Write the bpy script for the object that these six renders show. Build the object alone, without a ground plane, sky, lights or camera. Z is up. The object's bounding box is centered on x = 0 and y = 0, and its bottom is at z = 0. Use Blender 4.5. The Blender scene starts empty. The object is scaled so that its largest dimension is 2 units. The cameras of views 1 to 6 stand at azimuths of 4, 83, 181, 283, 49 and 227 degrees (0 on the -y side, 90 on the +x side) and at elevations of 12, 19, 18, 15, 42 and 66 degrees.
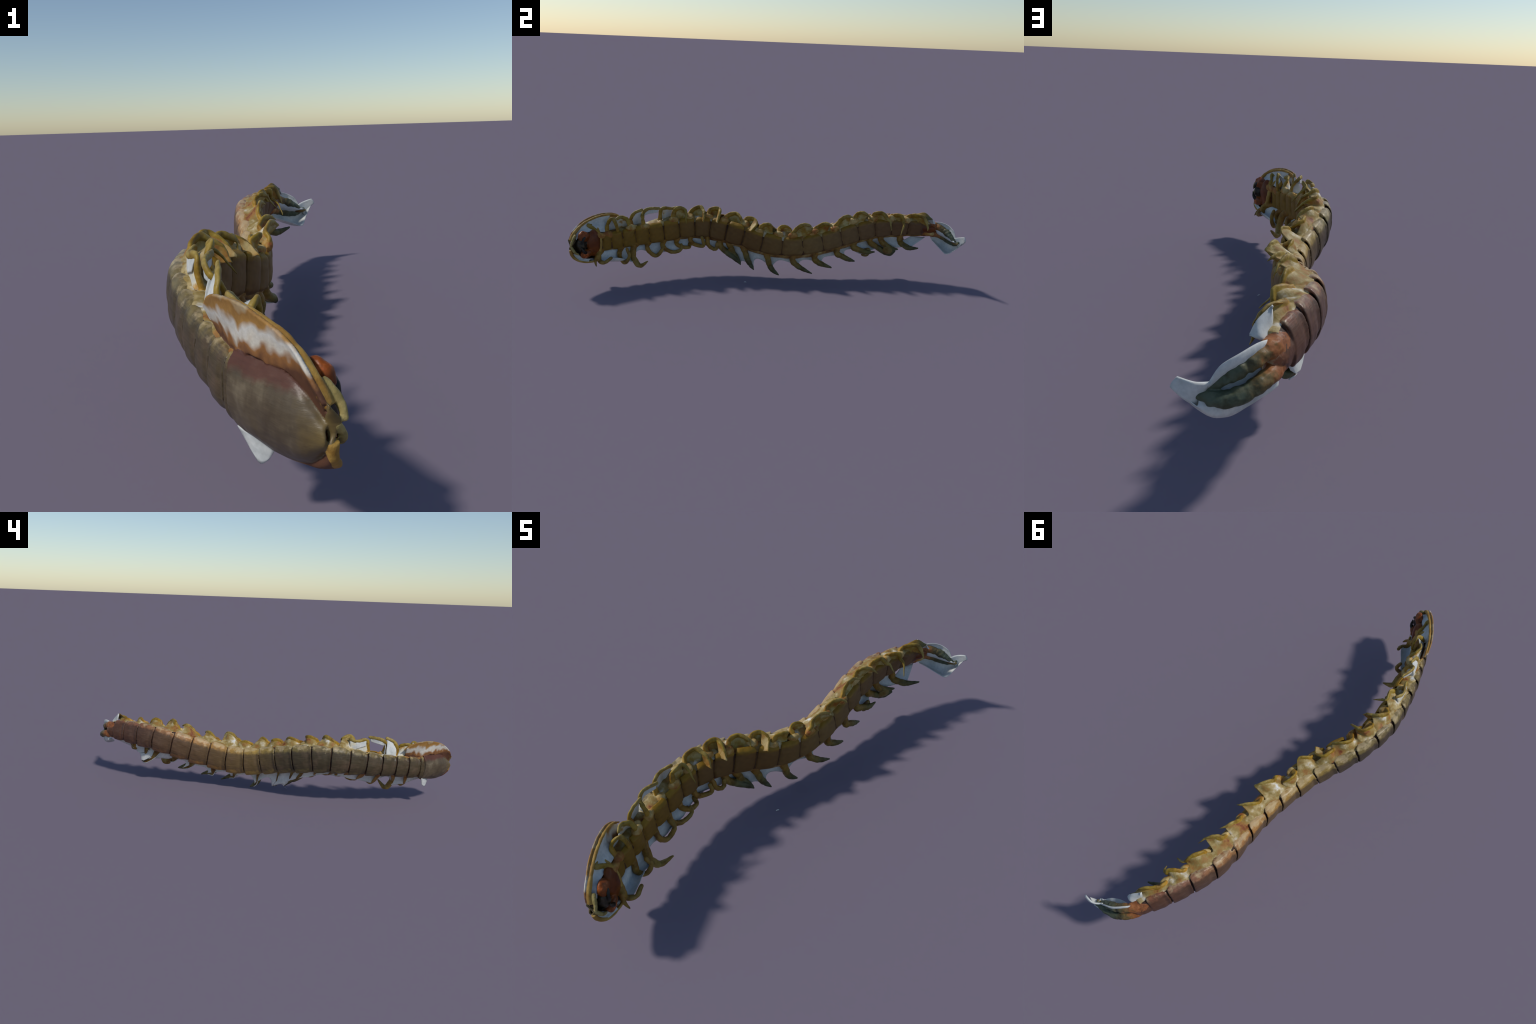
"""A dried centipede lying on its flank (back to -x, belly to +x, head to -y),
with remains of the pale backing paper stretched between its legs."""
import bpy, math, random
from mathutils import Vector, Matrix, noise

random.seed(7)

# ------------------------------------------------------------------ spine ---
# stations from the back of the head to the last leg-bearing segment (mm):
# x, y, z, roll (1/1000 rad), half width of back plate, half width of belly plate, half depth
SPINE = [
    (50, -867, 207, 22, 55, 53, 25), (20, -826, 208, 40, 54, 53, 27), (-8, -770, 212, 50, 54, 54, 29),
    (-36, -709, 218, 57, 54, 57, 31), (-66, -640, 224, 59, 57, 60, 34), (-90, -566, 231, 63, 61, 61, 38),
    (-115, -484, 240, 60, 66, 61, 42), (-131, -396, 245, 38, 70, 62, 45), (-131, -307, 242, 0, 74, 64, 46),
    (-114, -212, 228, -20, 74, 66, 47), (-84, -120, 209, -25, 73, 65, 48), (-53, -28, 186, -8, 75, 62, 47),
    (-36, 71, 172, -5, 76, 58, 47), (-30, 175, 174, -17, 76, 56, 47), (-35, 277, 192, -35, 76, 56, 48),
    (-51, 378, 215, -30, 75, 57, 49), (-70, 475, 241, 20, 72, 58, 50), (-77, 574, 262, 120, 68, 57, 49),
    (-64, 668, 271, 190, 64, 54, 44), (-45, 756, 276, 240, 59, 50, 36), (-22, 835, 274, 280, 50, 42, 27),
]
LAST = len(SPINE) - 1


def catmull(rows, t):
    n = len(rows)
    i = min(max(int(math.floor(t)), 0), n - 2)
    f = t - i
    def row(k):
        if k < 0:
            return [2 * a - b for a, b in zip(rows[0], rows[1])]
        if k >= n:
            return [2 * a - b for a, b in zip(rows[-1], rows[-2])]
        return rows[k]
    p0, p1, p2, p3 = row(i - 1), row(i), row(i + 1), row(i + 2)
    return [0.5 * (2 * b + (c - a) * f + (2 * a - 5 * b + 4 * c - d) * f * f
                   + (3 * b - a - 3 * c + d) * f ** 3) for a, b, c, d in zip(p0, p1, p2, p3)]


class Station:
    """Local frame of the body at spine parameter s: along, lateral (up), ventral."""
    def __init__(self, s):
        r = catmull(SPINE, s)
        a, b = catmull(SPINE, s - .3), catmull(SPINE, s + .3)
        self.centre = Vector(r[:3]) / 1000
        self.along = (Vector(b[:3]) - Vector(a[:3])).normalized()
        up = Vector((0, 0, 1))
        up = (up - self.along * up.dot(self.along)).normalized()
        out = self.along.cross(up)
        c, q = math.cos(r[3] / 1000), math.sin(r[3] / 1000)
        self.lateral = up * c + out * q
        self.ventral = out * c - up * q
        self.back, self.belly, self.depth = r[4] / 1000, r[5] / 1000, r[6] / 1000
        # the belly stands further out than the back, most of all in the front half
        self.swell = .004 + .018 * min(1, max(0, (14.5 - s) / 4)) * min(1, max(.35, (s + 1) / 2.5))
        self.front = self.depth + self.swell

    def at(self, u, v):
        return self.centre + self.lateral * u + self.ventral * v

    def matrix(self):
        m = Matrix((self.along, self.lateral, self.ventral)).transposed().to_4x4()
        m.translation = self.centre
        return m


def station_near(p):
    best = min((k * .05 for k in range(-10, 20 * LAST + 11)),
               key=lambda s: abs(catmull(SPINE, s)[1] / 1000 - p.y))
    return best


# -------------------------------------------------------------- materials ---
def lin(r, g, b):
    f = lambda c: ((c / 255 + .055) / 1.055) ** 2.4 if c > 10 else c / 255 / 12.92
    return (f(r), f(g), f(b), 1)


class Mat:
    def __init__(self, name, rough=.55):
        self.m = bpy.data.materials.new(name)
        self.m.use_nodes = True
        self.t = self.m.node_tree
        self.b = self.t.nodes['Principled BSDF']
        self.b.inputs['Roughness'].default_value = rough
        self.b.inputs['Specular IOR Level'].default_value = .3

    def n(self, kind, **kw):
        x = self.t.nodes.new(kind)
        for k, v in kw.items():
            setattr(x, k, v)
        return x

    def link(self, a, b):
        self.t.links.new(a, b)

    def coords(self, world=False, scale=(1, 1, 1)):
        src = self.n('ShaderNodeNewGeometry').outputs['Position'] if world else self.n('ShaderNodeTexCoord').outputs['Object']
        mp = self.n('ShaderNodeMapping')
        mp.inputs['Scale'].default_value = scale
        self.link(src, mp.inputs['Vector'])
        return mp.outputs['Vector']

    def noise(self, vec, scale, detail=4, rough=.6):
        x = self.n('ShaderNodeTexNoise')
        x.inputs['Scale'].default_value = scale
        x.inputs['Detail'].default_value = detail
        x.inputs['Roughness'].default_value = rough
        self.link(vec, x.inputs['Vector'])
        return x.outputs['Fac']

    def ramp(self, fac, stops, interp='LINEAR'):
        x = self.n('ShaderNodeValToRGB')
        x.color_ramp.interpolation = interp
        e = x.color_ramp.elements
        while len(e) < len(stops):
            e.new(.5)
        for el, (p, c) in zip(e, stops):
            el.position = p
            el.color = c if len(c) == 4 else (*c, 1)
        self.link(fac, x.inputs['Fac'])
        return x.outputs['Color']

    def mix(self, fac, a, b, mode='MIX'):
        x = self.n('ShaderNodeMix', data_type='RGBA', blend_type=mode)
        for sock, val in ((x.inputs[0], fac), (x.inputs[6], a), (x.inputs[7], b)):
            if hasattr(val, 'links'):
                self.link(val, sock)
            else:
                sock.default_value = val
        return x.outputs[2]

    def math(self, op, a, b=None, clamp=False):
        x = self.n('ShaderNodeMath', operation=op, use_clamp=clamp)
        for k, val in enumerate((a, b)):
            if val is None:
                continue
            if hasattr(val, 'links'):
                self.link(val, x.inputs[k])
            else:
                x.inputs[k].default_value = val
        return x.outputs[0]

    def split(self, vec):
        x = self.n('ShaderNodeSeparateXYZ')
        self.link(vec, x.inputs[0])
        return x.outputs

    def length(self, vec):
        x = self.n('ShaderNodeVectorMath', operation='LENGTH')
        self.link(vec, x.inputs[0])
        return x.outputs['Value']

    def colour(self, c):
        self.link(c, self.b.inputs['Base Color'])
        return self

    def bump(self, h, strength=.3, dist=.004):
        x = self.n('ShaderNodeBump')
        x.inputs['Strength'].default_value = strength
        x.inputs['Distance'].default_value = dist
        self.link(h, x.inputs['Height'])
        self.link(x.outputs['Normal'], self.b.inputs['Normal'])
        return self


def tergite_material():
    m = Mat('back_plate_horn', .38)
    obj = m.coords()
    pos = m.coords(world=True)
    y = m.math('MULTIPLY_ADD', m.split(pos)[1], .5)
    y.node.inputs[2].default_value = .5
    centre = m.ramp(y, [(0.0, lin(82, 70, 50)), (.30, lin(72, 63, 46)), (.42, lin(76, 67, 50)), (.52, lin(110, 90, 58)),
                        (.70, lin(100, 78, 56)), (.84, lin(86, 62, 50)), (1, lin(100, 64, 44))])
    margin = m.ramp(y, [(0.0, lin(136, 116, 66)), (.32, lin(112, 100, 66)), (.43, lin(128, 112, 66)), (.5, lin(166, 138, 72)), (.66, lin(168, 122, 66)), (.85, lin(134, 92, 72)), (1, lin(150, 92, 58))])
    side = m.split(obj)[1]
    wob = m.noise(m.coords(scale=(1, .6, 1)), 38, 3)
    edge = m.math('ADD', m.math('MULTIPLY', m.math('ABSOLUTE', side), 12), m.math('MULTIPLY', wob, .6))
    edge = m.math('ADD', edge, m.math('MULTIPLY', side, 1.2))  # less yellow on the lower side: the scan's baked shade painted in
    mask = m.ramp(edge, [(.80, (0, 0, 0)), (1.0, (1, 1, 1))])
    c = m.mix(mask, centre, margin)
    spots = m.noise(m.coords(world=True), 42, 3)
    cream = m.ramp(m.math('ADD', m.math('MULTIPLY', side, 8), m.math('MULTIPLY', spots, .85)), [(.84, (0, 0, 0)), (1.0, (1, 1, 1))])
    c = m.mix(m.math('MULTIPLY', cream, .6), c, lin(200, 180, 140))
    painted_sheen = m.ramp(m.noise(m.coords(world=True), 20, 3), [(.48, (0, 0, 0)), (.72, (1, 1, 1))])  # pale highlight blotches mixed straight into the plate colour
    c = m.mix(m.math('MULTIPLY', painted_sheen, .35), c, lin(122, 98, 82))
    streak = m.noise(m.coords(scale=(.35, 3, 1)), 60, 4)
    c = m.mix(.5, c, m.ramp(streak, [(.3, (.5, .5, .5)), (.7, (1.25, 1.22, 1.15))]), 'MULTIPLY')
    return m.colour(c).bump(streak, .25).m


def sternite_material():
    m = Mat('belly_plate_horn', .6)
    obj = m.coords()
    pos = m.coords(world=True)
    y = m.math('MULTIPLY_ADD', m.split(pos)[1], .5)
    y.node.inputs[2].default_value = .5
    base = m.ramp(y, [(0, lin(138, 104, 30)), (.22, lin(132, 98, 36)), (.32, lin(118, 88, 46)), (.44, lin(112, 80, 38)),
                      (.6, lin(130, 102, 58)), (.8, lin(120, 92, 60)), (1, lin(108, 76, 50))])
    edge = m.math('ADD', m.math('MULTIPLY', m.split(obj)[1], 14), m.math('MULTIPLY', m.noise(obj, 45, 3), .35))
    mask = m.ramp(edge, [(.68, (0, 0, 0)), (.9, (1, 1, 1))])
    c = m.mix(m.math('MULTIPLY', mask, .85), base, lin(150, 114, 24))
    streak = m.noise(m.coords(scale=(.8, 1, 1)), 55, 5)
    c = m.mix(.5, c, m.ramp(streak, [(.3, (.65, .62, .6)), (.7, (1.2, 1.18, 1.12))]), 'MULTIPLY')
    return m.colour(c).bump(streak, .2).m


def blotch_material(name, scale, stops, rough=.6, bump=.25):
    m = Mat(name, rough)
    pos = m.coords(world=True)
    f = m.noise(pos, scale, 3, .55)
    c = m.ramp(f, stops)
    g = m.noise(pos, scale * 6, 3)
    c = m.mix(.35, c, m.ramp(g, [(.3, (.7, .7, .7)), (.7, (1.2, 1.2, 1.2))]), 'MULTIPLY')
    return m.colour(c).bump(g, bump).m


def leg_material(name, stops, reach):
    """Colour runs from the joint at the body (object origin) to the tip."""
    m = Mat(name, .5)
    obj = m.coords()
    d = m.math('DIVIDE', m.length(obj), reach)
    d = m.math('ADD', d, m.math('MULTIPLY', m.math('SUBTRACT', m.noise(m.coords(world=True), 60, 3), .5), .55))
    c = m.ramp(d, stops)
    g = m.noise(m.coords(world=True), 140, 3)
    c = m.mix(.5, c, m.ramp(g, [(.3, (.7, .7, .68)), (.7, (1.25, 1.22, 1.15))]), 'MULTIPLY')
    patch = m.noise(m.coords(world=True), 32, 3)
    c = m.mix(.8, c, m.ramp(patch, [(.36, (.62, .48, .36)), (.5, (1, .95, .9)), (.64, (1.2, 1.15, 1.2))]), 'MULTIPLY')
    return m.colour(c).bump(g, .2, .003).m


M_TERGITE = tergite_material()
M_STERNITE = sternite_material()
M_PLEURON = blotch_material('flank_skin', 22, [(.30, lin(122, 66, 36)), (.39, lin(150, 108, 54)), (.50, lin(148, 126, 70)),
                                              (.60, lin(180, 160, 114)), (.67, lin(204, 194, 172)), (.73, lin(222, 224, 224))])
M_PLEURON_LOW = blotch_material('lower_flank_skin', 24, [(.32, lin(104, 66, 34)), (.5, lin(150, 112, 56)), (.66, lin(182, 158, 106))])
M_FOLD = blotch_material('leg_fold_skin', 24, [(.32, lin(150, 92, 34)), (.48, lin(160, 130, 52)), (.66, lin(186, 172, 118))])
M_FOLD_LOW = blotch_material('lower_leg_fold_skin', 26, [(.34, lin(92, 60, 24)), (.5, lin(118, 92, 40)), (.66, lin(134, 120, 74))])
M_JOINT_BELLY = blotch_material('belly_joint_skin', 24, [(.35, lin(64, 38, 24)), (.65, lin(98, 68, 38))])
M_JOINT = blotch_material('joint_skin', 20, [(.35, lin(46, 28, 22)), (.65, lin(72, 48, 32))])
M_COXA = blotch_material('hip_skin', 22, [(.32, lin(150, 90, 40)), (.46, lin(172, 130, 62)), (.62, lin(196, 170, 112))])
M_LEG_UP = leg_material('leg_horn_ochre', [(0, lin(176, 108, 44)), (.3, lin(164, 126, 42)), (.7, lin(146, 122, 42)), (1, lin(154, 136, 74))], .11)
M_LEG_LOW = leg_material('leg_horn_olive', [(0, lin(150, 100, 40)), (.35, lin(138, 108, 42)), (.7, lin(106, 98, 54)), (1, lin(82, 84, 58))], .12)
M_LEG_FRONT = leg_material('leg_horn_brown', [(0, lin(150, 100, 38)), (.5, lin(146, 110, 40)), (1, lin(140, 120, 60))], .10)
M_LEG_LAST = leg_material('leg_horn_rust', [(0, lin(116, 70, 48)), (.46, lin(160, 104, 60)), (.60, lin(120, 98, 58)), (.76, lin(84, 80, 54)), (1, lin(84, 94, 76))], .15)
M_PAPER = blotch_material('pale_paper', 18, [(.3, lin(186, 190, 186)), (.5, lin(206, 208, 204)), (.7, lin(222, 220, 212))], .7, .1)
M_PAPER_STAIN = blotch_material('stained_paper', 24, [(.36, lin(206, 206, 200)), (.5, lin(214, 206, 180)), (.6, lin(190, 150, 84)), (.7, lin(180, 118, 50))], .7, .1)
M_RUST = blotch_material('jaw_horn', 18, [(.35, lin(98, 46, 14)), (.65, lin(134, 70, 22))], .4, .1)
M_RUST_TIP = blotch_material('jaw_base_horn', 34, [(.40, lin(110, 54, 14)), (.56, lin(142, 72, 22)), (.64, lin(200, 108, 60))], .4, .1)
M_DARK = blotch_material('mouth_horn', 40, [(.4, lin(28, 26, 22)), (.66, lin(70, 60, 44))], .35, .2)
M_PALP = blotch_material('palp_skin', 40, [(.35, lin(130, 114, 62)), (.65, lin(172, 154, 96))])
M_ANT = blotch_material('feeler_skin', 30, [(.35, lin(150, 110, 46)), (.65, lin(176, 142, 70))])


def head_material():
    m = Mat('head_shield_horn', .38)
    pos = m.coords(world=True)
    obj = m.coords()
    f = m.noise(m.coords(scale=(1, .5, 1)), 22, 4)
    c = m.ramp(f, [(.3, lin(72, 60, 46)), (.55, lin(92, 80, 63)), (.72, lin(118, 106, 86))])
    edge = m.math('ADD', m.math('MULTIPLY', m.split(obj)[1], 14), m.math('MULTIPLY', m.noise(pos, 30, 3), .4))
    mask = m.ramp(edge, [(.62, (0, 0, 0)), (.8, (1, 1, 1))])
    c = m.mix(m.math('MULTIPLY', mask, .8), c, lin(88, 48, 36))
    front = m.math('ADD', m.math('MULTIPLY', m.split(obj)[0], -4.6), m.math('MULTIPLY', m.noise(pos, 34, 3), .3))
    mask2 = m.ramp(front, [(.72, (0, 0, 0)), (.95, (1, 1, 1))])
    c = m.mix(mask2, c, lin(112, 94, 56))
    g = m.noise(m.coords(scale=(.4, 2.5, 1)), 70, 4)
    c = m.mix(.4, c, m.ramp(g, [(.3, (.65, .65, .65)), (.7, (1.2, 1.2, 1.2))]), 'MULTIPLY')
    return m.colour(c).bump(g, .15).m


def hood_material():
    """Skin between shield and feeler: rust by the shield, then pale paper, then an ochre band along the rim."""
    m = Mat('hood_skin', .6)
    obj = m.coords()
    warp = m.noise(m.coords(scale=(1, .8, 1)), 19, 2)
    u = m.math('ADD', m.math('ABSOLUTE', m.split(obj)[1]), m.math('MULTIPLY', m.math('SUBTRACT', warp, .5), .09))
    c = m.ramp(m.math('MULTIPLY', u, 6), [(.34, lin(92, 60, 42)), (.43, lin(146, 100, 56)), (.50, lin(206, 198, 182)), (.57, lin(210, 206, 196)),
                                          (.66, lin(166, 124, 64)), (.76, lin(148, 108, 54)), (.86, lin(180, 168, 138))])
    g = m.noise(obj, 120, 3)
    c = m.mix(.35, c, m.ramp(g, [(.3, (.7, .7, .7)), (.7, (1.2, 1.2, 1.2))]), 'MULTIPLY')
    return m.colour(c).bump(g, .15).m


M_HEAD = head_material()
M_HOOD = hood_material()

# ---------------------------------------------------------------- helpers ---
body = bpy.data.objects.new('centipede', None)
bpy.context.collection.objects.link(body)
body.location = (0, 0, 0)
body['label'] = 'dried brown centipede with curled legs and pale paper scraps'
body['category'] = 'centipede'


def add(name, verts, faces, mat, matrix=None, parent=None, smooth=True, kind=None):
    """Mesh from world-space vertices; matrix sets the object's own frame."""
    me = bpy.data.meshes.new(name)
    matrix = matrix or Matrix()
    inv = matrix.inverted()
    me.from_pydata([tuple(inv @ Vector(v)) for v in verts], [], faces)
    me.materials.append(mat)
    if smooth:
        me.polygons.foreach_set('use_smooth', [True] * len(me.polygons))
    me.update()
    ob = bpy.data.objects.new(name, me)
    bpy.context.collection.objects.link(ob)
    ob.parent = parent or body
    if parent is not None:
        ob.matrix_parent_inverse = parent.matrix_basis.inverted()
    ob.matrix_basis = matrix
    if kind:
        ob['kind'] = kind
    return ob


def shell(grid, normal_in, thick):
    """Closed shell from a grid of points [row][col]; normal_in(p) gives the inward offset direction."""
    R, Cn = len(grid), len(grid[0])
    verts = [p for row in grid for p in row]
    verts += [p + normal_in[i][j] * thick for i, row in enumerate(grid) for j, p in enumerate(row)]
    off = R * Cn
    f = []
    for i in range(R - 1):
        for j in range(Cn - 1):
            a, b, c, d = i * Cn + j, i * Cn + j + 1, (i + 1) * Cn + j + 1, (i + 1) * Cn + j
            f.append((a, b, c, d))
            f.append((off + d, off + c, off + b, off + a))
    rim = [(0, j) for j in range(Cn)] + [(i, Cn - 1) for i in range(1, R)] + \
          [(R - 1, j) for j in range(Cn - 2, -1, -1)] + [(i, 0) for i in range(R - 2, 0, -1)]
    for k in range(len(rim)):
        a, b = rim[k], rim[(k + 1) % len(rim)]
        ia, ib = a[0] * Cn + a[1], b[0] * Cn + b[1]
        f.append((ib, ia, off + ia, off + ib))
    return verts, f


def grid_normals(grid):
    R, Cn = len(grid), len(grid[0])
    out = []
    for i in range(R):
        row = []
        for j in range(Cn):
            a = grid[min(i + 1, R - 1)][j] - grid[max(i - 1, 0)][j]
            b = grid[i][min(j + 1, Cn - 1)] - grid[i][max(j - 1, 0)]
            n = a.cross(b)
            row.append(n.normalized() if n.length > 1e-12 else Vector((0, 0, 1)))
        out.append(row)
    return out


def rough(p, amp, scale):
    return noise.noise_vector(p * scale) * amp


def spline(pts, t):
    """Catmull-Rom through points, t in 0..len-1."""
    return Vector(catmull([tuple(p) for p in pts], t))


def tube(name, pts, radii, mat, sides=12, per=7, flat=1.0, parent=None, joints=True, lump=.0012, thin=None):
    """Tapered, jointed limb along a spline; radii are given per control point."""
    pts = [Vector(p) for p in pts]
    n = (len(pts) - 1) * per + 1
    path = [spline(pts, k / per) for k in range(n)]
    rad = [catmull([(r,) for r in radii], k / per)[0] for k in range(n)]
    if joints:
        rad = [r * (1 - .10 * math.exp(-((k / per - round(k / per)) / .10) ** 2) * (0 < round(k / per) < len(pts) - 1)
                    + .03 * math.sin(math.pi * ((k / per) % 1))) for k, r in enumerate(rad)]
    tan = (path[1] - path[0]).normalized()
    side = tan.orthogonal().normalized()
    verts, faces = [], []
    # hemispherical start and end caps are made by extra shrinking rings
    rings = []
    for k in range(n):
        t2 = (path[min(k + 1, n - 1)] - path[max(k - 1, 0)]).normalized()
        if thin is not None:                     # keep the broad side of a flattened limb facing 'thin'
            want = t2.cross(thin)
            if want.length > .3:
                want.normalize()
                side = side + want * (1 if side.dot(want) >= 0 else -1)
        side = (side - t2 * side.dot(t2)).normalized()
        rings.append((path[k], t2, side.copy(), max(rad[k], .0006)))
    p, t2, s2, r = rings[-1]
    for q, sc in ((.5, .86), (.87, .5), (1.0, .12)):
        rings.append((p + t2 * r * q, t2, s2, r * sc))
    for p, t2, s2, r in rings:
        b = t2.cross(s2)
        for j in range(sides):
            a = 2 * math.pi * j / sides
            q = p + s2 * (r * math.cos(a)) + b * (r * flat * math.sin(a))
            verts.append(q + rough(q, lump, 70))
    m = len(rings)
    for i in range(m - 1):
        for j in range(sides):
            a, b2 = i * sides + j, i * sides + (j + 1) % sides
            faces.append((a, b2, b2 + sides, a + sides))
    faces.append(tuple(range(sides))[::-1])
    faces.append(tuple(range((m - 1) * sides, m * sides)))
    return add(name, verts, faces, mat, Matrix.Translation(pts[0]), parent)


def blob(name, centre, axes, sizes, mat, lump=.004, freq=35, rings=14, seg=20, parent=None):
    verts, faces = [], []
    for i in range(rings + 1):
        a = math.pi * i / rings
        for j in range(seg):
            b = 2 * math.pi * j / seg
            d = (math.cos(a), math.sin(a) * math.cos(b), math.sin(a) * math.sin(b))
            p = centre + sum((axes[k] * (d[k] * sizes[k]) for k in range(3)), Vector())
            if 0 < i < rings:
                p = p + rough(p, lump, freq)
            verts.append(p)
    for i in range(rings):
        for j in range(seg):
            a, b = i * seg + j, i * seg + (j + 1) % seg
            faces.append((a, a + seg, b + seg, b))
    ob = add(name, verts, faces, mat, Matrix.Translation(centre), parent)
    return ob


def resample(pts, n):
    pts = [Vector(p) for p in pts]
    if len(pts) == 1:
        return pts * n
    m = (len(pts) - 1) * 8
    path = [spline(pts, k / 8) for k in range(m + 1)] if len(pts) > 2 else [pts[0].lerp(pts[1], k / m) for k in range(m + 1)]
    L = [0]
    for a, b in zip(path, path[1:]):
        L.append(L[-1] + (b - a).length)
    out, k = [], 0
    for i in range(n):
        d = L[-1] * i / (n - 1)
        while k < len(L) - 2 and L[k + 1] < d:
            k += 1
        f = (d - L[k]) / max(L[k + 1] - L[k], 1e-9)
        out.append(path[k].lerp(path[k + 1], min(max(f, 0), 1)))
    return out


def sheet(name, inner, outer, mat, bulge=None, rows=9, cols=17, thick=.0022, wave=.0022, lens=False, matrix=None):
    """Thin membrane ruled between two curves, bellied along 'bulge'."""
    A, B = resample(inner, cols), resample(outer, cols)
    bulge = bulge or Vector()
    grid = []
    for i in range(rows):
        f = i / (rows - 1)
        row = []
        for j, (a, b) in enumerate(zip(A, B)):
            if lens:
                b = a.lerp(b, .04 + .96 * math.sin(math.pi * j / (cols - 1)) ** .6)
            p = a.lerp(b, f) + bulge * math.sin(math.pi * f)
            row.append(p + rough(p, wave, 30) * (.3 + .7 * math.sin(math.pi * f)))
        grid.append(row)
    v, f = shell(grid, grid_normals(grid), thick)
    return add(name, v, f, mat, matrix or Matrix.Translation(grid[0][0]))


# ------------------------------------------------------------ body of it ---
def outline(st, a, scale=1.0, grow=0.0):
    """Body outline: a = 0 at the upper edge, 90 deg at the back, -90 deg at the belly."""
    c, s = math.cos(a), math.sin(a)
    k = .78
    if s >= 0:                                   # domed back, rounder towards the ground
        u, v = st.back, -(st.depth - .004)
        k = .78 if c > 0 else .92
    else:                                        # flatter belly
        k = .62 if c > 0 else .48                # boxier towards the ground
        u, v = st.back + (st.belly - st.back) * min(1, -s * 1.3) * (1 if c > 0 else .3), st.front * .92
    return st.at(math.copysign(abs(c) ** k, c) * (u * scale + grow), abs(s) ** k * (v * scale + math.copysign(grow, v)))


def trunk_point(st, a, pinch):
    """Skin of the trunk: lumpy on the upper flank, smooth where the plates lie on it."""
    flank = max(0, math.cos(a)) ** 2
    scale = .97 - .065 * math.sin(a) ** 2 - .01 * max(0, -math.cos(a))
    scale *= 1 - .02 * pinch ** 6
    p = outline(st, a, scale)
    return p + rough(p, .002 + .007 * flank, 26)


def trunk_strip(name, a0, a1, n, mat):
    verts, faces = [], []
    per = 10
    rows = LAST * per + 9
    for i in range(rows):
        st = Station(-.45 + i / per)
        pinch = .5 + .5 * math.cos(2 * math.pi * (-.45 + i / per))
        for j in range(n + 1):
            verts.append(trunk_point(st, a0 + (a1 - a0) * j / n, pinch))
    for i in range(rows - 1):
        for j in range(n):
            a = i * (n + 1) + j
            faces.append((a, a + 1, a + n + 2, a + n + 1))
    # end walls, fanned to the middle of the body
    for i in (0, rows - 1):
        st = Station(-.45 + i / per)
        verts.append(st.at(0, 0))
        for j in range(n):
            a = i * (n + 1) + j
            faces.append((a + 1, a, len(verts) - 1) if i == 0 else (a, a + 1, len(verts) - 1))
    return add(name, verts, faces, mat)


D = math.radians
trunk_strip('joint_membrane', D(26), D(154), 20, M_JOINT)
trunk_strip('pleuron', D(154), D(238), 14, M_PLEURON_LOW)
trunk_strip('joint_membrane', D(238), D(302), 12, M_JOINT_BELLY)
trunk_strip('pleuron', D(302), D(386), 14, M_PLEURON)

# back plates: long and short ones, each one's hind edge riding over the next
for k in range(LAST):
    gap = .0034 / (Station(k + 1).centre - Station(k).centre).length      # strip of bare joint skin
    s0, s1 = k + gap, k + 1 - gap * .8
    if k == 0:
        s0 = -.12
    nr, nc = 16, 40
    grid = []
    for i in range(nr):
        f = i / (nr - 1)
        row = []
        for j in range(nc):
            g = j / (nc - 1)
            side = abs(2 * g - 1)
            inset = .13 * max(0, (side - .78) / .22) ** 2          # rounded corners
            ff = .5 + (f - .5) * (1 - 2 * inset)
            st = Station(s0 + (s1 - s0) * ff)
            a = D(10) + D(166) * g
            rise = min(1, f / .45)
            swell = -.0055 + .0095 * math.sin(rise * math.pi / 2) + .003 * f ** 2
            swell -= .002 * max(0, (f - .9) / .1) ** 2 + .0075 * (max(0, side - .72) / .28) ** 1.5
            p = outline(st, a, 1.0, swell)
            row.append(p + rough(p, .0022, 22) + rough(p, .0009, 70))
        grid.append(row)
    nrm = grid_normals(grid)
    mid = Station((s0 + s1) / 2)
    sgn = -1 if nrm[nr // 2][nc // 2].dot(mid.ventral) < 0 else 1
    v, f = shell(grid, [[n * sgn for n in r] for r in nrm], .0045)
    add('tergite', v, f, M_TERGITE, mid.matrix())

# belly plates: flat, squared, with dark gaps between them
for k in range(LAST + 1):
    s0, s1 = k + .042, k + .965
    if k == LAST:
        s1 = k + .45
    nr, nc = 12, 24
    grid = []
    for i in range(nr):
        f = i / (nr - 1)
        row = []
        for j in range(nc):
            g = 2 * j / (nc - 1) - 1
            inset = .10 * max(0, (abs(g) - .75) / .25) ** 2
            ff = .5 + (f - .5) * (1 - 2 * inset)
            st = Station(s0 + (s1 - s0) * ff)
            w = st.belly * (.93 - .05 * (2 * f - 1) ** 4)
            roll = max(0, abs(g) - .72) / .28
            dome = .0065 * math.sin(math.pi * f) ** .7 * (1 - .6 * g * g)
            p = st.at(g * w + st.swell * .25, st.front - .005 - .016 * roll ** 2 + dome - .004 * (2 * f - 1) ** 6)
            row.append(p + rough(p, .0026, 24) + rough(p, .001, 80))
        grid.append(row)
    nrm = grid_normals(grid)
    mid = Station((s0 + s1) / 2)
    sgn = -1 if nrm[nr // 2][nc // 2].dot(mid.ventral) > 0 else 1
    v, f = shell(grid, [[n * sgn for n in r] for r in nrm], .006)
    add('sternite', v, f, M_STERNITE, mid.matrix())

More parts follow.
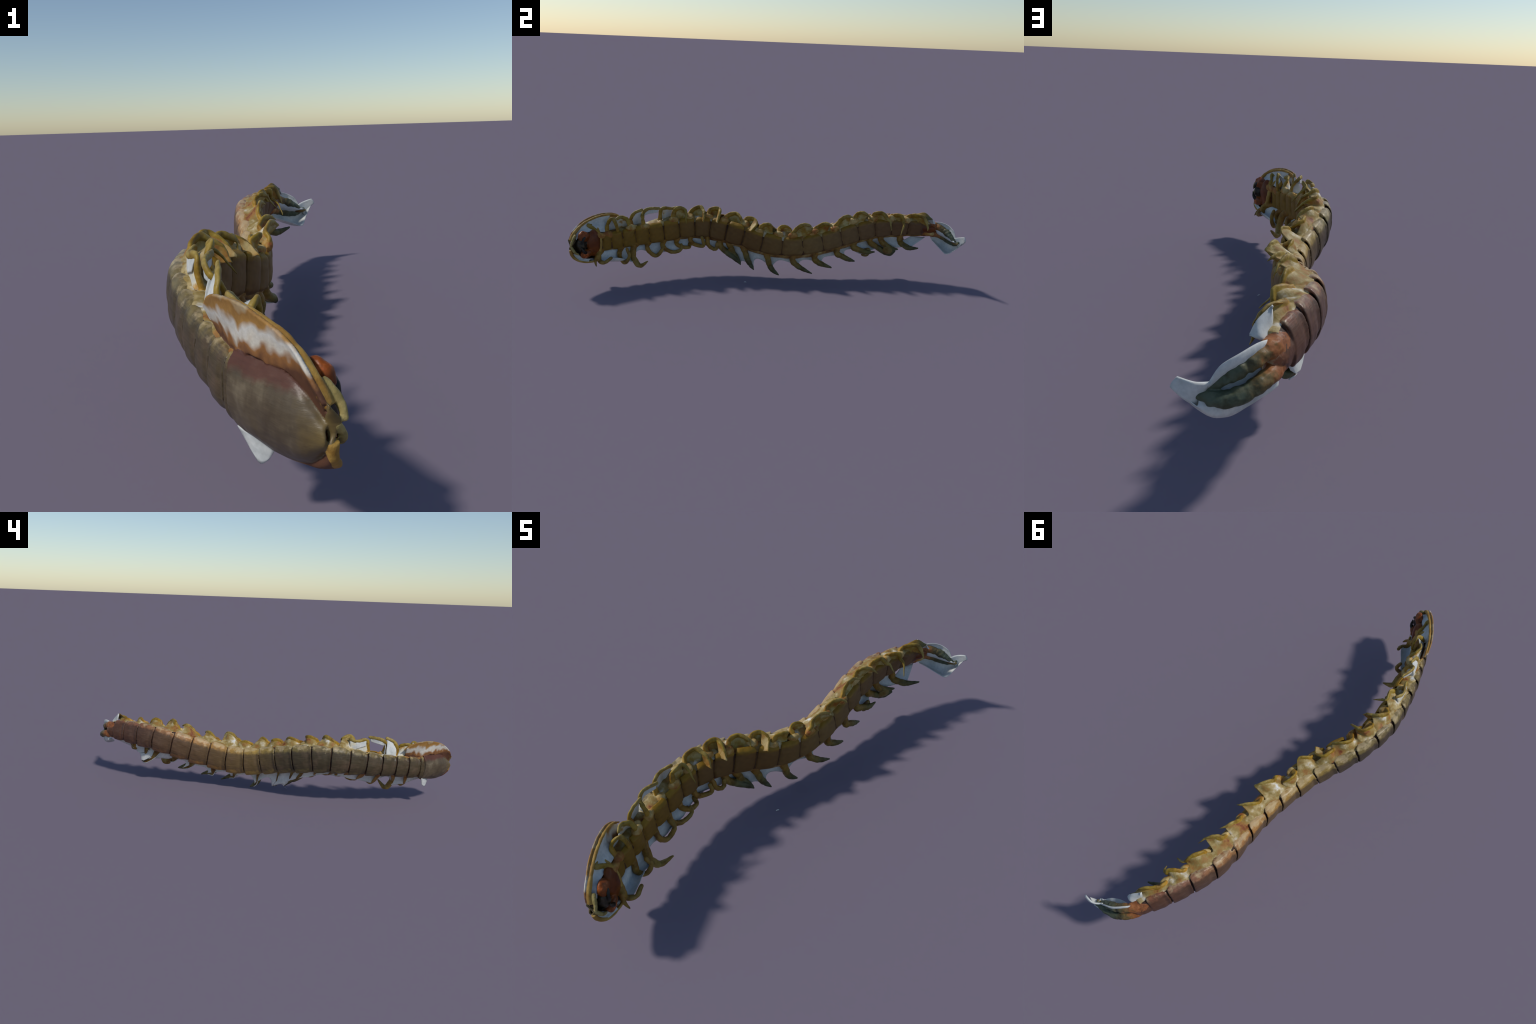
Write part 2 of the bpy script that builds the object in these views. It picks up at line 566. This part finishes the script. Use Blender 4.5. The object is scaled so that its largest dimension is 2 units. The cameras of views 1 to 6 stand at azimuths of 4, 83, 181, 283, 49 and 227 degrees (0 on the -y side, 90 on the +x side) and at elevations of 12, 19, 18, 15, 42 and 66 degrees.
# ------------------------------------------------------------------- legs ---
# control points of each leg from the body outwards, millimetres
UPPER_LEGS = [
    [(87, -859, 259), (82, -886, 288), (83, -915, 309), (54, -881, 297)],
    [(51, -825, 254), (31, -826, 293), (47, -801, 331), (51, -783, 308), (49, -774, 267)],
    [(17, -720, 288), (6, -732, 315), (1, -762, 327), (16, -781, 320)],
    [(-19, -710, 274), (-24, -717, 307), (-23, -697, 341), (-27, -661, 357)],
    [(-16, -650, 281), (-22, -656, 314), (-44, -654, 339), (-56, -627, 356), (-50, -577, 360)],
    [(-69, -570, 283), (-79, -571, 318), (-81, -561, 351), (-106, -517, 346), (-98, -480, 352)],
    [(-64, -505, 306), (-70, -496, 342), (-63, -476, 360), (-76, -444, 349), (-52, -436, 328), (-18, -437, 287)],
    [(-94, -422, 313), (-122, -402, 337), (-109, -364, 356), (-83, -348, 344), (-58, -342, 328), (-39, -346, 292)],
    [(-101, -319, 315), (-117, -306, 341), (-105, -263, 346), (-68, -262, 328), (-34, -274, 290)],
    [(-71, -238, 300), (-96, -210, 318), (-85, -173, 327), (-51, -149, 310), (-44, -147, 285)],
    [(-66, -127, 293), (-69, -110, 307), (-61, -79, 301), (-27, -69, 284), (7, -102, 257)],
    [(-16, -57, 258), (-19, -37, 282), (4, -7, 296), (5, 11, 286)],
    [(-5, 45, 250), (-28, 56, 267), (-30, 88, 275), (-19, 114, 265)],
    [(24, 117, 253), (11, 142, 277), (19, 167, 298), (32, 197, 301), (47, 217, 287)],
    [(-9, 238, 264), (-16, 259, 278), (-2, 287, 300), (19, 314, 299), (34, 326, 289)],
    [(-14, 348, 277), (-26, 369, 304), (-23, 402, 334), (-16, 430, 334), (-6, 447, 326)],
    [(-42, 456, 319), (-44, 469, 339), (-24, 488, 356), (-3, 517, 347), (10, 546, 318)],
    [(-41, 557, 330), (-35, 569, 348), (-20, 605, 352), (-10, 630, 323), (2, 641, 313), (37, 642, 276)],
    [(-39, 654, 331), (-35, 668, 338), (0, 699, 346), (4, 711, 316), (27, 709, 298), (48, 691, 254)],
    [(-23, 734, 325), (-25, 768, 342), (14, 814, 344), (33, 837, 301), (43, 837, 277)],
]
LOWER_LEGS = [
    [(117, -862, 166), (123, -859, 131), (143, -832, 132), (135, -802, 152)],
    [(52, -771, 156), (48, -769, 123), (61, -744, 101), (73, -720, 140), (65, -731, 175)],
    [(18, -703, 170), (35, -704, 123), (43, -673, 79), (70, -631, 111)],
    [(-3, -637, 167), (-2, -620, 133), (-11, -588, 114), (-7, -560, 152), (-31, -565, 173)],
    [(-30, -557, 168), (-25, -545, 147), (-28, -505, 128), (-30, -467, 140), (-35, -462, 168)],
    [(-63, -489, 169), (-40, -467, 157), (-51, -423, 147), (-77, -421, 160)],
    [(-63, -416, 184), (-66, -393, 159), (-56, -346, 155), (-46, -356, 205)],
    [(-69, -326, 185), (-63, -318, 153), (-64, -281, 132), (-66, -274, 165)],
    [(-72, -253, 146), (-65, -222, 116), (-45, -185, 92), (-38, -148, 57)],
    [(-59, -202, 145), (-56, -187, 112), (-47, -169, 91), (-34, -149, 64)],
    [(-31, -126, 129), (-26, -114, 92), (-19, -97, 62), (1, -81, 41)],
    [(12, -7, 105), (7, 3, 68), (12, 24, 38), (21, 51, 18)],
    [(18, 125, 98), (26, 142, 79), (42, 170, 63), (45, 226, 35)],
    [(13, 243, 109), (11, 264, 86), (23, 293, 76), (23, 337, 60)],
    [(7, 363, 137), (6, 390, 121), (1, 433, 99), (2, 466, 90)],
    [(-13, 457, 165), (-8, 485, 153), (2, 527, 141), (2, 572, 142)],
    [(-31, 551, 189), (-38, 594, 159), (-27, 660, 122), (8, 684, 147)],
    [(-28, 613, 198), (-20, 642, 171), (-10, 671, 159), (9, 699, 159)],
    [(-20, 717, 195), (13, 730, 184), (37, 752, 177), (83, 782, 191)],
]


def leg_points(row):
    return [Vector(p) / 1000 for p in row]


UP = [leg_points(r) for r in UPPER_LEGS]
LOW = [leg_points(r) for r in LOWER_LEGS]
# the hind legs of the lower row hang a little further back under the body
LOW = [[p + Vector((-.012, .0015, -.004)) * (1 if k > 8 else .4) for p in r] for k, r in enumerate(LOW)]
UP = [[p - Vector((0, 0, .0015)) for p in r] for r in UP]

for k, pts in enumerate(UP):
    s = station_near(pts[0])
    st = Station(s)
    root = st.at(st.back * .62, st.front * .4)
    n = len(pts)
    slim = .62 if k < 6 else .85 if k < 9 else 1
    prof = [.0145, .0125] + [.0120 - .0092 * (i / (n - 1)) ** 2.2 for i in range(1, n)]
    if k in (1, 2, 3, 4, 5):
        prof = [.0125, .0118] + [.0115 - .0025 * i / (n - 1) for i in range(1, n)]
    tube('leg', [root] + pts, [r * (.85 + .15 * slim) for r in prof], M_LEG_UP, lump=.002, flat=.62, thin=st.ventral)
    d = (pts[0] - st.centre).normalized()
    blob('coxa', root.lerp(pts[0], .62) + st.ventral * .006, (st.along, d, st.along.cross(d)),
         (.026, .018, .017), M_COXA, .006, 40)

for k, pts in enumerate(LOW):
    st = Station(station_near(pts[0]))
    root = st.at(-st.belly * .72, st.front * .45)
    n = len(pts)
    prof = [.0165, .0158] + [.0155 - .0115 * (i / (n - 1)) ** 4 for i in range(1, n)]
    if k in (0, 1, 3, 4, 5, 6, 7):
        prof = [.013, .012] + [.012 - .004 * i / (n - 1) for i in range(1, n)]
    tube('leg', [root] + pts, prof, M_LEG_FRONT if k < 8 else M_LEG_LOW, lump=.002)

# the last pair of legs reaches backwards and curls towards the belly
LAST_UP = [Vector(p) / 1000 for p in [(-16, 832, 286), (-13, 864, 293), (10, 898, 290), (44, 929, 276), (78, 946, 260), (112, 958, 241)]]
LAST_LOW = [Vector(p) / 1000 for p in [(-14, 836, 252), (-14, 872, 248), (2, 914, 243), (33, 944, 231), (64, 961, 223), (97, 972, 224), (126, 978, 236)]]
for pts, prof in ((LAST_UP, (.025, .023, .020, .0185, .017, .009)), (LAST_LOW, (.024, .022, .019, .018, .018, .015, .008))):
    tube('last_leg', pts, prof, M_LEG_LAST, lump=.004, sides=16, flat=.9)
END = Station(LAST + .35)
blob('tail_segment', Station(LAST + .05).at(0, .002), (END.along, END.lateral, END.ventral), (.060, .047, .030), M_TERGITE, .004)
blob('tail_lobe', END.at(.008, .026), (END.along, END.lateral, END.ventral), (.034, .020, .012), M_RUST, .003)
blob('tail_lobe', END.at(-.02, .024), (END.along, END.lateral, END.ventral), (.030, .014, .010), M_COXA, .003)

# ------------------------------------------------------------------- head ---
H_REAR = Vector((.030, -.868, .212))
H_AX = Vector((-.717, .697, 0)).normalized()          # towards the tail
H_UP = Vector((0, 0, 1))
H_V = H_AX.cross(H_UP)                                # towards the belly (+x, +y)
if H_V.x < 0:
    H_V = -H_V
H_M = Matrix((H_AX, H_UP, H_V)).transposed().to_4x4()
H_M.translation = H_REAR


def head_at(f, u, v):
    """f metres forward of the neck, u up, v towards the belly."""
    return H_REAR - H_AX * f + H_UP * u + H_V * v


# shield: domed plate, rounded front
grid = []
nr, nc = 26, 34
for i in range(nr):
    f = i / (nr - 1)
    half = .060 * (1 + .10 * math.sin(math.pi * f)) * (1 - max(0, (f - .55) / .45) ** 2.6 * .62)
    row = []
    for j in range(nc):
        g = 2 * j / (nc - 1) - 1
        length = .185 - .010 * g * g
        dome = -(.018 + .014 * f) * (1 - abs(g) ** 2.4) * (1 - .45 * f ** 5) + .003 * f ** 3
        p = head_at(-.020 + (length + .008) * f, g * half - .010 * f, dome + .002)
        row.append(p + rough(p, .003, 26) + rough(p, .001, 80))
    grid.append(row)
nrm = grid_normals(grid)
sgn = 1 if nrm[nr // 2][nc // 2].dot(H_V) > 0 else -1
v, f = shell(grid, [[n * sgn for n in r] for r in nrm], .006)
add('head_shield', v, f, M_HEAD, H_M)
SHIELD_TOP = [r[-1] for r in grid]
SHIELD_LOW = [r[0] for r in grid]
if SHIELD_TOP[0].z < SHIELD_LOW[0].z:
    SHIELD_TOP, SHIELD_LOW = SHIELD_LOW, SHIELD_TOP

# jaws: rust-brown base plate, two stout jaw bases, black fangs and pale palps
AX = (H_AX, H_UP, H_V)
blob('jaw_base_plate', Vector((.100, -.886, .220)), AX, (.040, .066, .026), M_RUST, .004, 22, 20, 28)
blob('jaw', Vector((.134, -.926, .262)), AX, (.032, .028, .020), M_RUST_TIP, .006, 40)
blob('jaw', Vector((.138, -.916, .176)), AX, (.034, .024, .020), M_RUST_TIP, .006, 40)
blob('mouth', Vector((.140, -.938, .222)), AX, (.026, .036, .024), M_DARK, .005, 60)
tube('fang', [(.143, -.922, .262), (.160, -.926, .250), (.168, -.934, .232)], (.010, .007, .002), M_DARK)
tube('fang', [(.150, -.918, .182), (.166, -.924, .196), (.170, -.934, .216)], (.010, .007, .002), M_DARK)
tube('palp', [(.142, -.962, .272), (.152, -.968, .262), (.164, -.975, .246), (.170, -.982, .228)], (.006, .007, .0068, .005), M_PALP)
tube('palp', [(.160, -.986, .222), (.166, -.976, .206), (.168, -.964, .190), (.162, -.952, .180)], (.005, .0065, .0065, .005), M_PALP)
# collar between jaws and first belly plate
tube('collar', [Vector(p) - H_V * .007 for p in [(.060, -.870, .284), (.084, -.858, .258), (.094, -.850, .222), (.100, -.851, .186), (.110, -.858, .156)]],
     (.009, .010, .009, .009, .010), M_ANT, joints=False)

# feelers, folded back along both rims of the head
FEELER_UP = [Vector(p) / 1000 for p in [(146, -990, 246), (128, -976, 278), (103, -946, 310), (72, -914, 328), (33, -868, 340), (-4, -820, 339), (-26, -782, 328), (-38, -756, 306)]]
FEELER_LOW = [Vector(p) / 1000 for p in [(150, -992, 200), (152, -985, 172), (158, -957, 150), (140, -912, 136), (122, -872, 140)]]
IN = H_V * .006 - H_UP * .002
tube('feeler', [p + IN for p in FEELER_UP], (.009, .009, .007, .006, .0055, .005, .004, .003), M_ANT, per=10)
tube('feeler', [p + IN for p in FEELER_LOW], (.009, .008, .006, .005, .005), M_ANT, per=10)
tube('leg', [(.112, -.872, .158), (.140, -.876, .136), (.155, -.871, .117)], (.009, .007, .003), M_LEG_LOW)

# -------------------------------------------------- paper between the legs ---
def back_edge(y0, y1, sign, n=6, u=.93, v=-.05):
    out = []
    s0, s1 = station_near(Vector((0, y0, 0))), station_near(Vector((0, y1, 0)))
    for i in range(n):
        st = Station(s0 + (s1 - s0) * i / (n - 1))
        out.append(st.at(sign * st.back * u, st.depth * v))
    return out


# head: white bowl between shield and feelers
RIM_UP = [p - H_V * .004 + H_UP * .008 - H_AX * .004 for p in FEELER_UP]
RIM_LOW = [p - H_V * .003 - H_UP * .005 - H_AX * .003 for p in FEELER_LOW]
sheet('hood_web', list(reversed(SHIELD_TOP[5::5])) + back_edge(-.84, -.752, 1, 3), RIM_UP, M_HOOD, H_V * .002, 11, 30, .006, matrix=H_M)
sheet('hood_web', list(reversed(SHIELD_LOW[::5])), RIM_LOW, M_HOOD, Vector((0, 0, -.004)), 8, 24, .006, matrix=H_M)
sheet('head_front', [SHIELD_LOW[-1].lerp(SHIELD_TOP[-1], q) for q in (0, .5, 1)], [RIM_LOW[0], head_at(.176, .010, .012), RIM_UP[0]], M_HEAD, -H_AX * .004, 8, 12, .006, matrix=H_M)

# the hollow of the hood is lined with paper around the jaws
sheet('paper_web', [Vector(p) / 1000 for p in [(150, -960, 250), (132, -940, 274), (106, -906, 278), (80, -868, 270), (44, -822, 258)]],
      [p + IN * 1.2 - H_UP * .003 for p in FEELER_UP[1:6]], M_PAPER, -H_V * .010, 9, 22)
sheet('paper_web', [Vector(p) / 1000 for p in [(154, -962, 188), (146, -930, 156), (126, -888, 146)]],
      [p + IN * 1.2 + H_UP * .003 for p in FEELER_LOW[1:4]], M_PAPER, -H_V * .008, 7, 16)

# upper side: a web per leg, from the edge of the back plates up to the leg, and an ochre fold inside the arch
for k, pts in enumerate(UP):
    if k == 0:
        continue
    top = max(range(len(pts)), key=lambda i: pts[i].z)
    if k == 2:
        crest = [pts[3], pts[2], pts[1], pts[0]]
    elif k == 4:
        crest = pts[:3]
    elif k == 1:
        crest = [pts[0], pts[1], pts[2], UP[2][3] + Vector((0, 0, -.004))]
    else:
        crest = pts[:min(top + 2, len(pts))]
    st = Station(station_near(crest[0]))
    back = st.ventral
    inner = back_edge(crest[0].y, crest[-1].y, 1, 6)
    if k > 5:
        if k + 1 < len(UP):
            nxt = UP[k + 1][0]
            dip = Station(station_near(crest[-1].lerp(nxt, .6)))
            crest2 = crest + [dip.at(dip.back * 1.04, dip.depth * .25), nxt - back * .004]
        else:
            crest2 = crest
        inner = back_edge(crest2[0].y, crest2[-1].y, 1, 8, .90, -.15)
        sheet('flank_web', inner, [c + back * .003 - Vector((0, 0, .003)) for c in crest2], M_PLEURON, -back * .004, 8, 22, .0055)
        foot = []
        for c in crest:
            q = Station(station_near(c))
            foot.append(q.at(q.back * .74, q.front * .62))
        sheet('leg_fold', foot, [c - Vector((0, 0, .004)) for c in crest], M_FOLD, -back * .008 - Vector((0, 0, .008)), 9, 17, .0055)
    else:
        sheet('paper_web', inner, [c + back * .003 for c in crest], M_PAPER if k in (1, 3, 4) else M_PAPER_STAIN, -back * .002)
# fleshy triangles behind the hooked tips of the legs in the middle of the body
for k in (7, 8, 10):
    pts = UP[k]
    q = Station(station_near(pts[-1]))
    sheet('leg_fold', [pts[-3], pts[-2], pts[-1]], [q.at(q.back * .70, q.front * .70), q.at(q.back * .62, q.front * .92), pts[-1]], M_COXA, None, 7, 10, .005)
# strip of paper under the stretched leg that spans the hole
sheet('paper_web', [UP[4][2] + Vector((0, .004, -.018)), UP[4][3] + Vector((0, 0, -.028)), UP[4][4] + Vector((0, -.004, -.022))], UP[4][2:], M_PAPER)
sheet('paper_web', [UP[5][2] + Vector((-.01, 0, -.03)), UP[5][3] + Vector((0, 0, -.04)), UP[6][0] + Vector((-.02, 0, -.02))],
      [UP[5][2], UP[5][3], UP[5][4]], M_PAPER)

# lower side: behind every leg a fold runs to the edge of the back plates, its underside pale
REACH_BACK = [.014, .018, .018, .022, .026, .028, .028, .028] + [.026] * 4 + [.030] * 3 + [.040, .036, .034, .020]
for k, pts in enumerate(LOW):
    st = Station(station_near(pts[0]))
    d = REACH_BACK[k]
    reach = .62 if k in (0, 1, 2) else .72
    part = [spline(pts, (len(pts) - 1) * reach * i / 5) for i in range(6)]
    rear = [p - st.ventral * d * (1 - .7 * i / 5) - Vector((0, 0, d * (.55 * math.sin(math.pi * (.15 + .14 * i)) if k > 9 else .3 * (1 - i / 6)))) for i, p in enumerate(part)]
    ys = [p.y for p in rear]
    inner = back_edge(ys[0] - .012, ys[0] + .014, -1, 6, .88, -.10)
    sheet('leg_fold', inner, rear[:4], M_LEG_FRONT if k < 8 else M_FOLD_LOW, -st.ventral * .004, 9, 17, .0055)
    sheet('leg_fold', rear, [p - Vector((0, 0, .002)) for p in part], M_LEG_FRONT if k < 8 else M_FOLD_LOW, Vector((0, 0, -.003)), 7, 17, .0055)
    if k > 9:
        sheet('paper_web', [p - Vector((0, 0, .002)) for p in rear], [p + (q - p) * .5 - Vector((0, 0, .008)) for p, q in zip(rear, part)], M_PAPER, Vector((0, 0, -.003)), 6, 17, .003)
# shrivelled hips of two hind legs bulge out below the back plates
for p in ((-30, 530, 130), (-24, 655, 146)):
    p = Vector(p) / 1000
    st = Station(station_near(p))
    blob('coxa', p, (st.along, st.lateral, st.ventral), (.030, .026, .012), M_FOLD_LOW, .006, 40)
# paper between neighbouring legs; the reaches say how far out along the two legs it goes,
# 'sag' how deeply its free edge is scooped towards the body
LOWER_WEBS = [  # leg index, reach on it, reach on the next, sag, extra drop
    (0, .95, .62, -.04), (1, .6, .66, -.10), (2, .42, .3, .35), (3, .66, .6, .0), (4, .62, .6, .02), (5, .75, .55, .0),
    (6, .65, .6, -.08), (7, .66, .35, -.02), (8, 1, 1, 0), (9, 1, .95, .14), (10, .95, .55, .46), (11, .6, .6, .52),
    (12, .6, .5, .46), (13, .72, .45, .44), (14, .72, .45, .44), (15, 1, .5, .08), (16, .9, .9, .02), (17, 1, .8, .05),
]


def low_root(pts):
    st = Station(station_near(pts[0]))
    return st.at(-st.belly * .80, st.front * .4)


def leg_part(pts, reach):
    m = max(3, int(round(8 * reach)) + 1)
    return [spline(pts, (len(pts) - 1) * reach * i / (m - 1)) for i in range(m)]


for k, ra, rb, sag in LOWER_WEBS:
    A, B = [leg_part([low_root(LOW[q])] + LOW[q], (r * (len(LOW[q]) - 1) + 1) / len(LOW[q])) for q, r in ((k, ra), (k + 1, rb))]
    cols = 19
    a_, b_ = resample(A, 10), resample(B, 10)
    back = Station(station_near(A[0])).ventral
    grid = []
    for i in range(10):
        row = []
        for j in range(cols):
            g = j / (cols - 1)
            depth = (i / 9) * (1 - sag * math.sin(math.pi * g) ** .8)
            q = depth * 9
            n0 = min(int(max(q, 0)), 8)
            fa = a_[n0].lerp(a_[n0 + 1], q - n0)
            fb = b_[n0].lerp(b_[n0 + 1], q - n0)
            p = fa.lerp(fb, g) - back * (.75 * (REACH_BACK[k] * (1 - g) + REACH_BACK[k + 1] * g)) * min(1, i / 3)
            row.append(p + rough(p, .002, 30))
        grid.append(row)
    v, f = shell(grid, grid_normals(grid), .0022)
    add('paper_web', v, f, M_PAPER, Matrix.Translation(grid[0][0]))

# tail: paper bowl around the last legs and the white spike at its end
TIP = Vector((.172, .987, .268))
UPPER_RIM = [Vector(p) / 1000 for p in [(-8, 868, 306), (22, 910, 316), (54, 942, 308), (90, 960, 288), (110, 966, 252)]]
LOWER_RIM = [Vector(p) / 1000 for p in [(6, 878, 214), (82, 902, 186), (116, 918, 170), (130, 934, 176), (142, 966, 206), (162, 984, 248)]]
sheet('paper_web', LAST_UP[1:], UPPER_RIM, M_PAPER, Vector((0, .006, .002)), 9, 24)
sheet('paper_web', LAST_LOW[1:], LOWER_RIM, M_PAPER, Vector((-.016, .012, -.022)), 11, 26)
sheet('paper_web', LAST_UP[2:], LAST_LOW[2:], M_PAPER, Vector((.014, -.012, 0)), 9, 20)
sheet('paper_web', [Vector((.000, .826, .362)), Vector((.028, .858, .342)), Vector((.042, .866, .314))],
      [LAST_UP[0] + Vector((0, 0, .012)), Vector((.0, .850, .308)), LAST_UP[2]], M_PAPER, Vector((0, .008, 0)), 9, 17, .003, lens=True)
sheet('paper_web', [UP[19][1], UP[19][2], UP[19][2].lerp(UP[19][3], .5)],
      [Vector((-.020, .790, .352)), Vector((.002, .826, .364)), Vector((.034, .862, .336))], M_LEG_LOW)
sheet('paper_web', [Vector((.106, .960, .256)), Vector((.120, .968, .240)), Vector((.134, .974, .212))],
      [TIP + Vector((-.008, 0, .010)), TIP, TIP + Vector((.004, .002, -.010))], M_PAPER, Vector((-.004, .010, 0)), 10, 9, .006)
blob('last_leg_claw', Vector((.118, .962, .230)), (Vector((.9, .4, 0)).normalized(), Vector((-.4, .9, 0)).normalized(), Vector((0, 0, 1))),
     (.026, .009, .008), M_FOLD_LOW)
sheet('paper_web', [LOW[18][0], LOW[18][1], LOW[18][2]], [Station(19.3).at(-.05, .02), Station(19.8).at(-.05, .018), Station(20.2).at(-.05, .015)],
      M_PAPER, None, 8, 12)
# a shred hanging under the neck and a crumb lying on the ground
sheet('paper_web', [Vector((.020, -.850, .150)), Vector((.050, -.872, .145)), Vector((.085, -.885, .142))],
      [Vector((.040, -.855, .112)), Vector((.054, -.870, .099)), Vector((.066, -.876, .108))], M_PAPER, None, 8, 9)
sheet('paper_crumb', [Vector((.078, -.136, .0005)), Vector((.081, -.130, .005)), Vector((.083, -.124, .003))],
      [Vector((.081, -.137, .0004)), Vector((.085, -.131, .0022)), Vector((.086, -.125, .0006))], M_PAPER, None, 3, 5, .0008, 0)

# ---------------------------------------------------------------- fusing ---
# dried skin runs from plate to leg without a break: weld plates, flank, folds and legs
# into one skin, soften it, then part it again into the named pieces along shared borders
FUSED = ('tergite', 'sternite', 'pleuron', 'joint_membrane', 'leg', 'coxa', 'leg_fold', 'flank_web',
         'last_leg', 'tail_segment', 'tail_lobe', 'collar', 'head_shield', 'hood_web', 'head_front', 'feeler',
         'jaw_base_plate', 'jaw', 'mouth', 'palp')
VOXEL = .0022


def fuse():
    from mathutils import kdtree
    parts = [o for o in body.children if o.name.split('.')[0] in FUSED]
    verts, faces, samples = [], [], []
    for pi, o in enumerate(parts):
        base = len(verts)
        w = [o.matrix_basis @ v.co for v in o.data.vertices]
        verts += w
        for p in o.data.polygons:
            ids = list(p.vertices)
            faces.append([base + q for q in ids])
            c = sum((w[q] for q in ids), Vector()) / len(ids)
            samples.append((c, pi))
            for q in ids:
                samples.append((w[q].lerp(c, .3), pi))
    me = bpy.data.meshes.new('weld')
    me.from_pydata([tuple(v) for v in verts], [], faces)
    tmp = bpy.data.objects.new('weld', me)
    bpy.context.collection.objects.link(tmp)
    rm = tmp.modifiers.new('weld', 'REMESH')
    rm.mode = 'VOXEL'
    rm.voxel_size = VOXEL
    sm = tmp.modifiers.new('soften', 'SMOOTH')
    sm.factor = .5
    sm.iterations = 2
    dg = bpy.context.evaluated_depsgraph_get()
    skin = bpy.data.meshes.new_from_object(tmp.evaluated_get(dg))
    bpy.data.objects.remove(tmp)
    co = [v.co.copy() for v in skin.vertices]
    nor = [v.normal.copy() for v in skin.vertices]
    tree = kdtree.KDTree(len(samples))
    for i, (c, _) in enumerate(samples):
        tree.insert(c, i)
    tree.balance()
    owner = [samples[tree.find(c)[1]][1] for c in co]
    polys = [tuple(p.vertices) for p in skin.polygons]
    label = []
    for ids in polys:
        own = [owner[q] for q in ids]
        label.append(max(set(own), key=own.count))
    edges = {}
    for fi, ids in enumerate(polys):
        for a, b in zip(ids, ids[1:] + ids[:1]):
            edges.setdefault((a, b) if a < b else (b, a), []).append(fi)
    # drop specks: a face takes the label most of its neighbours carry
    near = [[] for _ in polys]
    for fs in edges.values():
        if len(fs) == 2:
            near[fs[0]].append(fs[1])
            near[fs[1]].append(fs[0])
    for _ in range(3):
        new = label[:]
        for fi, ns in enumerate(near):
            ls = [label[q] for q in ns]
            if ls and ls.count(label[fi]) < 2:
                new[fi] = max(set(ls), key=ls.count)
        label = new
    # even out the borders between pieces
    line = {}
    for (a, b), fs in edges.items():
        if len(fs) == 2 and label[fs[0]] != label[fs[1]]:
            line.setdefault(a, []).append(b)
            line.setdefault(b, []).append(a)
    for _ in range(8):
        moved = {q: co[q] * .5 + (co[n[0]] + co[n[1]]) * .25 for q, n in line.items() if len(n) == 2}
        for q, v in moved.items():
            co[q] = v
    groups = [[] for _ in parts]
    for fi, ids in enumerate(polys):
        groups[label[fi]].append(ids)
    for o, fs in zip(parts, groups):
        if len(fs) < 12:
            bpy.data.objects.remove(o)
            continue
        remap, vs, ns, out = {}, [], [], []
        inv = o.matrix_basis.inverted()
        rot = inv.to_3x3()
        for ids in fs:
            row = []
            for q in ids:
                if q not in remap:
                    remap[q] = len(vs)
                    vs.append(tuple(inv @ co[q]))
                    ns.append(tuple((rot @ nor[q]).normalized()))
                row.append(remap[q])
            out.append(row)
        m = bpy.data.meshes.new(o.data.name)
        m.from_pydata(vs, [], out)
        m.materials.append(o.data.materials[0])
        m.polygons.foreach_set('use_smooth', [True] * len(m.polygons))
        m.update()
        m.normals_split_custom_set_from_vertices(ns)
        o.data = m
    bpy.data.meshes.remove(skin)


fuse()
